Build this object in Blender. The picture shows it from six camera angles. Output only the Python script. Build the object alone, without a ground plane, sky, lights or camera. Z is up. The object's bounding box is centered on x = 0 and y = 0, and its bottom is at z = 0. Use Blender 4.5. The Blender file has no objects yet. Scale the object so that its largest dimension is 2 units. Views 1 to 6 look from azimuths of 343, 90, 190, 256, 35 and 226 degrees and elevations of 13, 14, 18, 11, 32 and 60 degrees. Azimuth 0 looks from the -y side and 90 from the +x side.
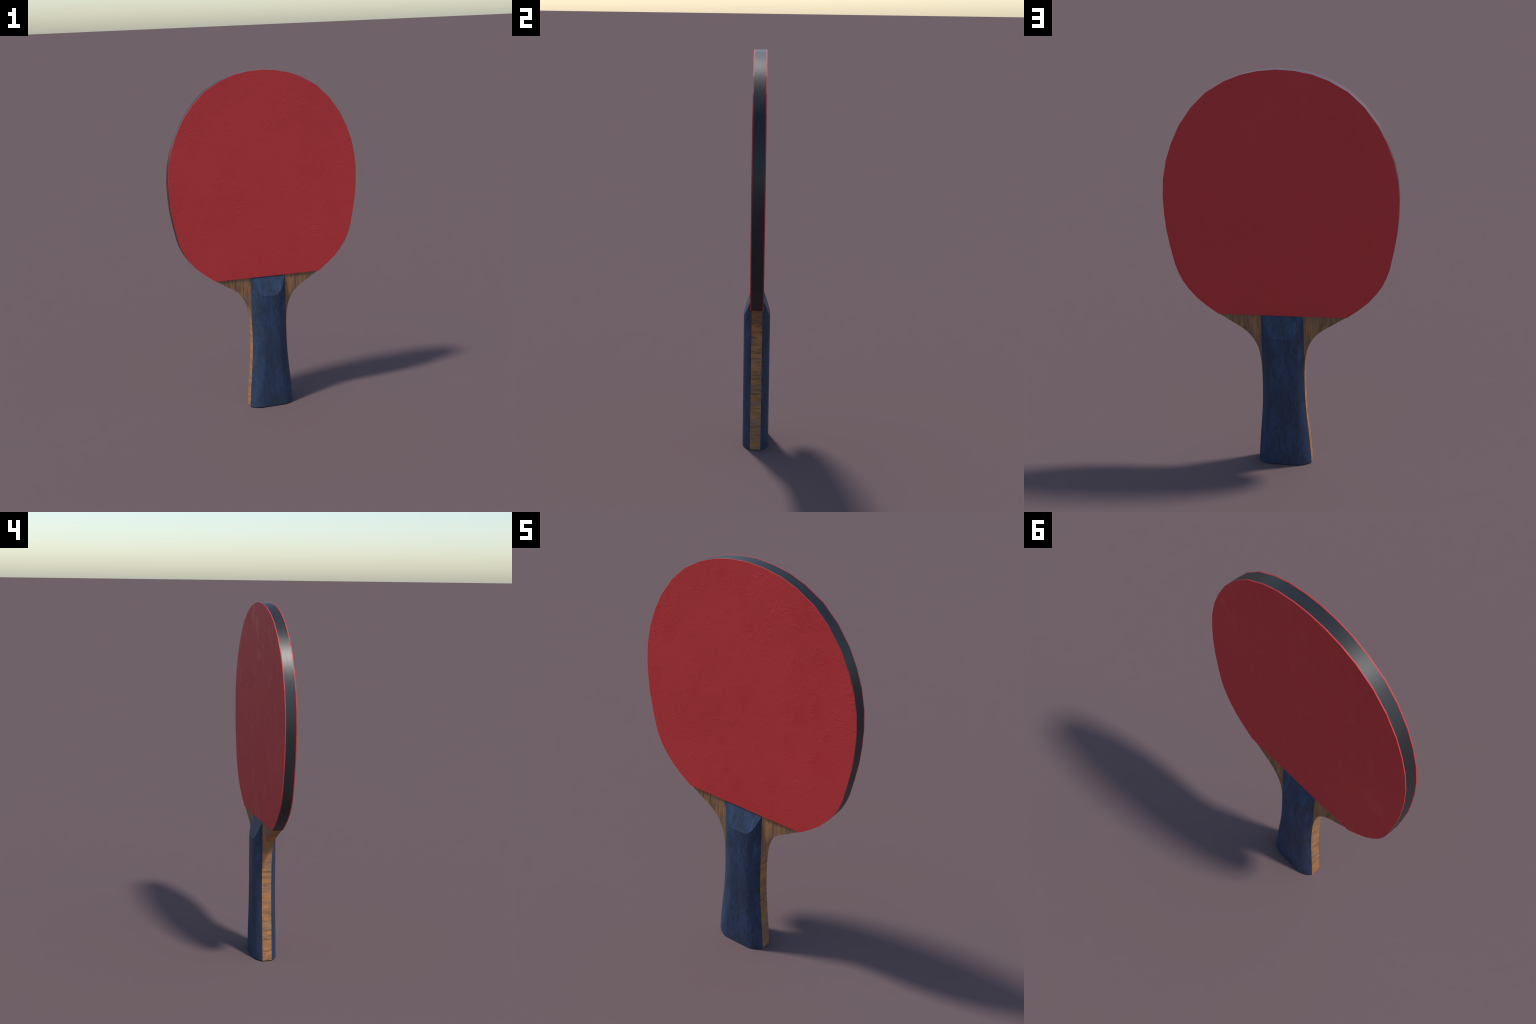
"""Table tennis paddle standing on the end of its handle.

A plywood blade that runs down into the handle, a rubber sheet on either side,
a dark tape around the rim and two stained wooden grip scales.
"""
import bpy, bmesh, math
from mathutils import Vector

# ------------------------------------------------------------------ sizes (m)
LEAN_SIDE = math.radians(0.53)     # the paddle leans a little to +x ...
LEAN_BACK = math.radians(-0.145)   # ... and a hair to +y
WOOD_Y = 0.0266                    # half thickness of the wooden blade
TAPE_Y = 0.0267                    # half width of the rim tape
SHEET_IN, SHEET_OUT = 0.0268, 0.0316   # inner / outer face of a rubber sheet
SHEET_Z = 0.7990                   # straight lower edge of the rubber
GRIP_Y = 0.0662                    # front of a grip scale

# right half of the striking face, from the lower corner up to the crown
FACE_HALF = [
    (0.3200, 0.7990), (0.3774, 0.8409), (0.4253, 0.8815), (0.4637, 0.9262),
    (0.4923, 0.9680), (0.5126, 1.0117), (0.5273, 1.0558), (0.5451, 1.1411),
    (0.5600, 1.2280), (0.5667, 1.3106), (0.5683, 1.3957), (0.5615, 1.4816),
    (0.5422, 1.5723), (0.5111, 1.6571), (0.4693, 1.7401), (0.4053, 1.8267),
    (0.3318, 1.8955), (0.2430, 1.9467), (0.1663, 1.9757), (0.0835, 1.9925),
    (0.0, 1.9986),
]
# half width of the wood from the butt of the handle through the neck
NECK = [
    (0.1358, 0.0), (0.1310, 0.075), (0.1250, 0.15), (0.1180, 0.22),
    (0.1118, 0.295), (0.1082, 0.36), (0.1068, 0.42), (0.1069, 0.49),
    (0.1092, 0.54), (0.1134, 0.578), (0.1234, 0.624), (0.1428, 0.666),
    (0.1670, 0.6975), (0.2020, 0.7275), (0.2550, 0.7603), (0.3130, 0.7965),
]
# half width of the grip scale
GRIP_HALF = [
    (0.1355, 0.0), (0.1307, 0.075), (0.1247, 0.15), (0.1177, 0.22),
    (0.1115, 0.295), (0.1079, 0.36), (0.1064, 0.42), (0.1060, 0.52),
    (0.1058, 0.64), (0.1055, 0.82),
]
# rounding of the grip: (distance in from its side edge, height off the middle)
GRIP_ROUND = [
    (0.0, 0.0266), (0.0026, 0.0300), (0.007, 0.0345), (0.0165, 0.0436),
    (0.0265, 0.0512), (0.0365, 0.0572), (0.046, 0.0612), (0.055, 0.0641),
    (0.064, 0.0657), (0.071, GRIP_Y),
]
CHAMFER_Z, CHAMFER_SLOPE = 0.6875, 0.357   # sloped cut at the top of a grip


def smooth_points(ctrl, steps):
    """Catmull-Rom through control points."""
    pts = []
    n = len(ctrl)
    for i in range(n - 1):
        p0, p1 = Vector(ctrl[max(i - 1, 0)]), Vector(ctrl[i])
        p2, p3 = Vector(ctrl[i + 1]), Vector(ctrl[min(i + 2, n - 1)])
        for k in range(steps):
            t = k / steps
            pts.append(0.5 * ((2 * p1) + (p2 - p0) * t
                              + (2 * p0 - 5 * p1 + 4 * p2 - p3) * t * t
                              + (3 * p1 - p0 - 3 * p2 + p3) * t ** 3))
    pts.append(Vector(ctrl[-1]))
    return [(p.x, p.y) for p in pts]


def width_at(table, z):
    for (x0, z0), (x1, z1) in zip(table, table[1:]):
        if z <= z1:
            return x0 + (x1 - x0) * (z - z0) / (z1 - z0)
    return table[-1][0]


def mirrored(half):
    """Closed loop from a right-hand half that runs bottom -> top."""
    left = [(-x, z) for x, z in reversed(half) if x > 1e-6]
    return list(half) + left


def finish(bm, name, materials, sharp=None):
    """bmesh -> object; sharp = angle (deg) above which edges stay hard."""
    bmesh.ops.recalc_face_normals(bm, faces=bm.faces)
    for f in bm.faces:
        f.smooth = sharp is not None
    if sharp is not None:
        for e in bm.edges:
            if len(e.link_faces) == 2:
                e.smooth = e.calc_face_angle(0) < math.radians(sharp)
    me = bpy.data.meshes.new(name)
    bm.to_mesh(me)
    bm.free()
    for m in materials:
        me.materials.append(m)
    ob = bpy.data.objects.new(name, me)
    bpy.context.scene.collection.objects.link(ob)
    return ob


def slab(loop, y0, y1, bm=None):
    """Flat plate with outline `loop` in x-z between y0 and y1."""
    bm = bm or bmesh.new()
    a = [bm.verts.new((x, y0, z)) for x, z in loop]
    b = [bm.verts.new((x, y1, z)) for x, z in loop]
    n = len(loop)
    caps = [bm.faces.new(a), bm.faces.new(b)]
    sides = [bm.faces.new((a[i], a[(i + 1) % n], b[(i + 1) % n], b[i])) for i in range(n)]
    return bm, caps, sides


# ------------------------------------------------------------------ materials
class Nodes:
    """Small helper for building node materials."""

    def __init__(self, name):
        self.mat = bpy.data.materials.new(name)
        self.mat.use_nodes = True
        self.nt = self.mat.node_tree
        self.bsdf = self.nt.nodes["Principled BSDF"]
        self.coord = self.nt.nodes.new("ShaderNodeTexCoord").outputs["Object"]

    def link(self, a, b):
        self.nt.links.new(a, b)

    def mapped(self, scale, loc=(0, 0, 0), rot=(0, 0, 0), src=None):
        n = self.nt.nodes.new("ShaderNodeMapping")
        n.inputs["Scale"].default_value = scale
        n.inputs["Location"].default_value = loc
        n.inputs["Rotation"].default_value = rot
        self.link(src or self.coord, n.inputs["Vector"])
        return n.outputs["Vector"]

    def noise(self, vec, scale=1.0, detail=4.0, rough=0.55, distort=0.0):
        n = self.nt.nodes.new("ShaderNodeTexNoise")
        n.inputs["Scale"].default_value = scale
        n.inputs["Detail"].default_value = detail
        n.inputs["Roughness"].default_value = rough
        n.inputs["Distortion"].default_value = distort
        self.link(vec, n.inputs["Vector"])
        return n.outputs["Fac"]

    def ramp(self, fac, stops, interp="LINEAR"):
        n = self.nt.nodes.new("ShaderNodeValToRGB")
        n.color_ramp.interpolation = interp
        el = n.color_ramp.elements
        while len(el) < len(stops):
            el.new(0.5)
        for e, (p, c) in zip(el, stops):
            e.position = p
            e.color = (c, c, c, 1) if isinstance(c, (int, float)) else (*c, 1)
        self.link(fac, n.inputs["Fac"])
        return n.outputs["Color"]

    def mix(self, fac, a, b, blend="MIX"):
        n = self.nt.nodes.new("ShaderNodeMix")
        n.data_type, n.blend_type = "RGBA", blend
        for sock, v in ((n.inputs["Factor"], fac), (n.inputs[6], a), (n.inputs[7], b)):
            if hasattr(v, "is_output"):
                self.link(v, sock)
            elif isinstance(v, tuple):
                sock.default_value = (*v, 1)
            else:
                sock.default_value = v
        return n.outputs[2]

    def math(self, op, a, b=0.0, c=0.0):
        n = self.nt.nodes.new("ShaderNodeMath")
        n.operation = op
        for sock, v in zip(n.inputs, (a, b, c)):
            if hasattr(v, "is_output"):
                self.link(v, sock)
            else:
                sock.default_value = v
        return n.outputs[0]

    def bump(self, height, strength, distance):
        n = self.nt.nodes.new("ShaderNodeBump")
        n.inputs["Strength"].default_value = strength
        n.inputs["Distance"].default_value = distance
        self.link(height, n.inputs["Height"])
        self.link(n.outputs[0], self.bsdf.inputs["Normal"])

    def set(self, **kw):
        for k, v in kw.items():
            sock = self.bsdf.inputs[k.replace("_", " ")]
            if hasattr(v, "is_output"):
                self.link(v, sock)
            elif isinstance(v, tuple):
                sock.default_value = (*v, 1)
            else:
                sock.default_value = v


def rubber_material():
    n = Nodes("red_rubber")
    # faintly uneven red
    tint = n.noise(n.mapped((2.2, 2.2, 2.2)), detail=5, rough=0.6)
    col = n.ramp(tint, [(0.3, (0.495, 0.0320, 0.0330)), (0.7, (0.540, 0.0370, 0.0365))])
    n.set(Base_Color=col)

    # fine wrinkles: creases where a warped noise crosses its mean, in patches
    def creases(scale, loc, width, distort):
        r = n.noise(n.mapped((scale,) * 3, loc=loc), detail=4, rough=0.55, distort=distort)
        return n.ramp(n.math("ABSOLUTE", n.math("SUBTRACT", r, 0.5)),
                      [(0.0, 1.0), (width, 0.0)], "EASE")

    def patches(scale, loc, lo, hi, floor=0.0):
        return n.ramp(n.noise(n.mapped((scale,) * 3, loc=loc), detail=3), [(lo, floor), (hi, 1.0)])

    long_crease = n.math("MULTIPLY", creases(7, (3.1, 0, 1.7), 0.030, 1.3),
                         patches(12, (7, 1, 0), 0.50, 0.64))
    short_crease = n.math("MULTIPLY", creases(19, (0.4, 5, 2.2), 0.075, 1.0),
                          patches(6, (1, 9, 4), 0.36, 0.62, 0.25))
    leather = n.noise(n.mapped((75, 75, 75)), detail=3, rough=0.55, distort=0.8)
    swell = n.noise(n.mapped((14, 14, 14), loc=(5, 2, 8)), detail=2)
    h = n.math("ADD", n.math("MULTIPLY", long_crease, 1.0), n.math("MULTIPLY", short_crease, 0.55))
    h = n.math("ADD", h, n.math("MULTIPLY", leather, 0.75))
    h = n.math("ADD", h, n.math("MULTIPLY", swell, 1.5))
    n.bump(h, 0.25, 0.0022)
    # smudges only change the gloss
    smear = n.noise(n.mapped((11, 11, 7), loc=(2, 2, 0.6)), detail=4, rough=0.55, distort=0.4)
    n.set(Roughness=n.ramp(smear, [(0.57, 0.58), (0.64, 0.42)]), Specular_IOR_Level=0.36)
    return n.mat


def tape_material():
    n = Nodes("rim_tape")
    streak = n.noise(n.mapped((5, 300, 5)), detail=3, rough=0.6)
    n.set(Base_Color=n.ramp(streak, [(0.3, (0.015, 0.0145, 0.016)), (0.7, (0.020, 0.0195, 0.021))]),
          Roughness=n.ramp(streak, [(0.3, 0.37), (0.7, 0.41)]),
          Specular_IOR_Level=0.5)
    return n.mat


def wood_material(name, edge):
    """Dull brown plywood; `edge` turns the grain across the rim."""
    n = Nodes(name)
    if edge:
        fine, broad, crack, worn = (3, 9, 85), (2, 8, 22), (1.0, 4.5, 38), (3, 9, 8)
    else:
        fine, broad, crack, worn = (120, 3, 7), (18, 2, 7), (42, 1.2, 3.0), (9, 2, 11)
    f = n.noise(n.mapped(fine, loc=(0.3, 0.8, 0.1)), detail=5, rough=0.62, distort=0.8)
    b = n.noise(n.mapped(broad, loc=(1.3, 0.2, 2.1)), detail=3, rough=0.5, distort=0.5)
    if edge:
        base = n.ramp(b, [(0.32, (0.260, 0.150, 0.085)), (0.46, (0.330, 0.160, 0.066)),
                          (0.58, (0.450, 0.195, 0.068)), (0.72, (0.370, 0.190, 0.090))])
    else:
        base = n.ramp(b, [(0.32, (0.205, 0.115, 0.066)), (0.46, (0.258, 0.132, 0.064)),
                          (0.60, (0.325, 0.156, 0.060)), (0.74, (0.290, 0.158, 0.086))])
    grey = n.ramp(n.noise(n.mapped(worn, loc=(6, 1, 3)), detail=3), [(0.50, 0.0), (0.66, 0.7)])
    base = n.mix(grey, base, (0.245, 0.165, 0.115))
    shade = n.ramp(f, [(0.30, 0.45), (0.50, 1.0), (0.8, 1.12)])
    col = n.mix(1.0, base, shade, "MULTIPLY")
    c = n.noise(n.mapped(crack, loc=(2.2, 1.1, 0.7)), detail=2.0, rough=0.45, distort=0.55)
    line = n.ramp(n.math("ABSOLUTE", n.math("SUBTRACT", c, 0.5)), [(0.0, 1.0), (0.026, 0.0)])
    where = n.ramp(n.noise(n.mapped((11, 11, 11), loc=(4, 4, 4)), detail=2), [(0.44, 0.0), (0.58, 1.0)])
    line = n.math("MULTIPLY", line, where)
    col = n.mix(n.math("MULTIPLY", line, 0.72), col, (0.050, 0.028, 0.016))
    n.set(Base_Color=col, Roughness=0.62, Specular_IOR_Level=0.3)
    n.bump(n.math("SUBTRACT", n.math("MULTIPLY", f, 0.4), line), 0.3, 0.0015)
    return n.mat


def grip_material():
    n = Nodes("blue_stained_wood")
    fibre = n.noise(n.mapped((230, 50, 34)), detail=4, rough=0.65, distort=0.2)
    streak = n.noise(n.mapped((75, 18, 5), loc=(2.0, 0.4, 1.3)), detail=4, rough=0.6)
    blotch = n.noise(n.mapped((24, 12, 7.5), loc=(0.7, 3.1, 5.2)), detail=5, rough=0.6, distort=0.3)
    mixv = n.math("ADD", n.math("MULTIPLY", blotch, 0.52),
                  n.math("ADD", n.math("MULTIPLY", streak, 0.24), n.math("MULTIPLY", fibre, 0.24)))
    col = n.ramp(mixv, [(0.38, (0.0215, 0.0335, 0.055)), (0.47, (0.0240, 0.0400, 0.076)),
                        (0.55, (0.0275, 0.0510, 0.107)), (0.66, (0.038, 0.073, 0.155))])
    thread = n.ramp(fibre, [(0.32, 0.74), (0.52, 1.0), (0.72, 1.14)])
    col = n.mix(1.0, col, thread, "MULTIPLY")
    n.set(Base_Color=col, Roughness=0.55, Specular_IOR_Level=0.35)
    n.bump(fibre, 0.10, 0.001)
    return n.mat


# ------------------------------------------------------------------ parts
RUBBER = rubber_material()
TAPE = tape_material()
WOOD_FACE = wood_material("plywood_face", edge=False)
WOOD_EDGE = wood_material("plywood_edge", edge=True)
GRIP = grip_material()


def inset(half, amount):
    """Pull a half outline towards the middle of the striking face."""
    cx, cz = 0.0, 1.38
    out = []
    for x, z in half:
        r = math.hypot(x - cx, z - cz)
        k = (r - amount) / r
        out.append((cx + (x - cx) * k, cz + (z - cz) * k))
    return out


def build_blade():
    neck = smooth_points(NECK, 4)
    upper = inset(FACE_HALF, 0.008)[1:]
    loop = mirrored(neck + upper)
    bm, caps, sides = slab(loop, -WOOD_Y, WOOD_Y)
    for f in sides:
        f.material_index = 1
    return finish(bm, "wooden_blade", [WOOD_FACE, WOOD_EDGE], sharp=35)


def build_rubber():
    bm, caps, sides = slab(mirrored(FACE_HALF), -SHEET_OUT, -SHEET_IN)
    return finish(bm, "rubber_sheet", [RUBBER])


def build_tape():
    """Strip that wraps the rim from one lower corner over the crown to the other."""
    path = mirrored(FACE_HALF)
    inner = mirrored(inset(FACE_HALF, 0.0075))
    bm = bmesh.new()
    rings = []
    for (xo, zo), (xi, zi) in zip(path, inner):
        rings.append([bm.verts.new((xo, -TAPE_Y, zo)), bm.verts.new((xo, TAPE_Y, zo)),
                      bm.verts.new((xi, TAPE_Y, zi)), bm.verts.new((xi, -TAPE_Y, zi))])
    for r, s in zip(rings, rings[1:]):
        for k in range(4):
            bm.faces.new((r[k], r[(k + 1) % 4], s[(k + 1) % 4], s[k]))
    bm.faces.new(rings[0])
    bm.faces.new(rings[-1])
    return finish(bm, "edge_tape", [TAPE], sharp=40)


def build_grip():
    """Half-round scale: columns follow the handle's flare up to a sloped cut."""
    rounding = smooth_points(GRIP_ROUND, 2)
    half = smooth_points(GRIP_HALF, 4)
    flat_cols, rows = 8, 48
    d_flat = rounding[-1][0]
    cols = [("L", d, y) for d, y in rounding]
    cols += [("M", k / flat_cols, GRIP_Y) for k in range(1, flat_cols)]
    cols += [("R", d, y) for d, y in reversed(rounding)]

    def x_of(kind, v, z):
        w = width_at(half, z)
        if kind == "L":
            return -(w - v)
        if kind == "R":
            return w - v
        return (w - d_flat) * (2 * v - 1)

    bm = bmesh.new()
    grid, crest = [], []
    z_end = SHEET_Z - 0.0006
    for kind, v, y in cols:
        z_top = min(CHAMFER_Z + (GRIP_Y - y) / CHAMFER_SLOPE, z_end)
        col = []
        for i in range(rows + 1):
            z = z_top * i / rows
            col.append(bm.verts.new((x_of(kind, v, z), -y, z)))
        grid.append(col)
        y_end = max(GRIP_Y - (z_end - CHAMFER_Z) * CHAMFER_SLOPE, 0.0266)
        crest.append(bm.verts.new((x_of(kind, v, z_end), -min(y, y_end), z_end)))
    for a, b in zip(grid, grid[1:]):
        for i in range(rows):
            bm.faces.new((a[i], b[i], b[i + 1], a[i + 1]))
    for i in range(len(grid) - 1):                      # sloped cut
        bm.faces.new((grid[i][-1], grid[i + 1][-1], crest[i + 1], crest[i]))
    # flat back against the blade, butt end and the closing strip on top
    back_low = [bm.verts.new((c[0].co.x, -0.0264, 0.0)) for c in grid]
    back_top = [bm.verts.new((c.co.x, -0.0264, z_end)) for c in crest]
    for i in range(len(grid) - 1):
        bm.faces.new((grid[i][0], back_low[i], back_low[i + 1], grid[i + 1][0]))
        bm.faces.new((crest[i], crest[i + 1], back_top[i + 1], back_top[i]))
    bmesh.ops.remove_doubles(bm, verts=bm.verts, dist=1e-5)
    ob = finish(bm, "handle_grip", [GRIP], sharp=14)
    return ob


root = bpy.data.objects.new("table_tennis_paddle", None)
bpy.context.scene.collection.objects.link(root)
root["label"] = "red table tennis paddle with blue stained wooden handle"
root["category"] = "table tennis paddle"
root.rotation_euler = (LEAN_BACK, LEAN_SIDE, 0.0)
root.location = (-0.0130, -0.0007, 0.00137)

blade, rubber, tape, grip = build_blade(), build_rubber(), build_tape(), build_grip()
parts = [blade, rubber, tape, grip]
for first in (rubber, grip):                 # the same piece on the other side
    twin = first.copy()
    twin.rotation_euler = (0, 0, math.pi)
    bpy.context.scene.collection.objects.link(twin)
    parts.append(twin)
for p in parts:
    p.parent = root
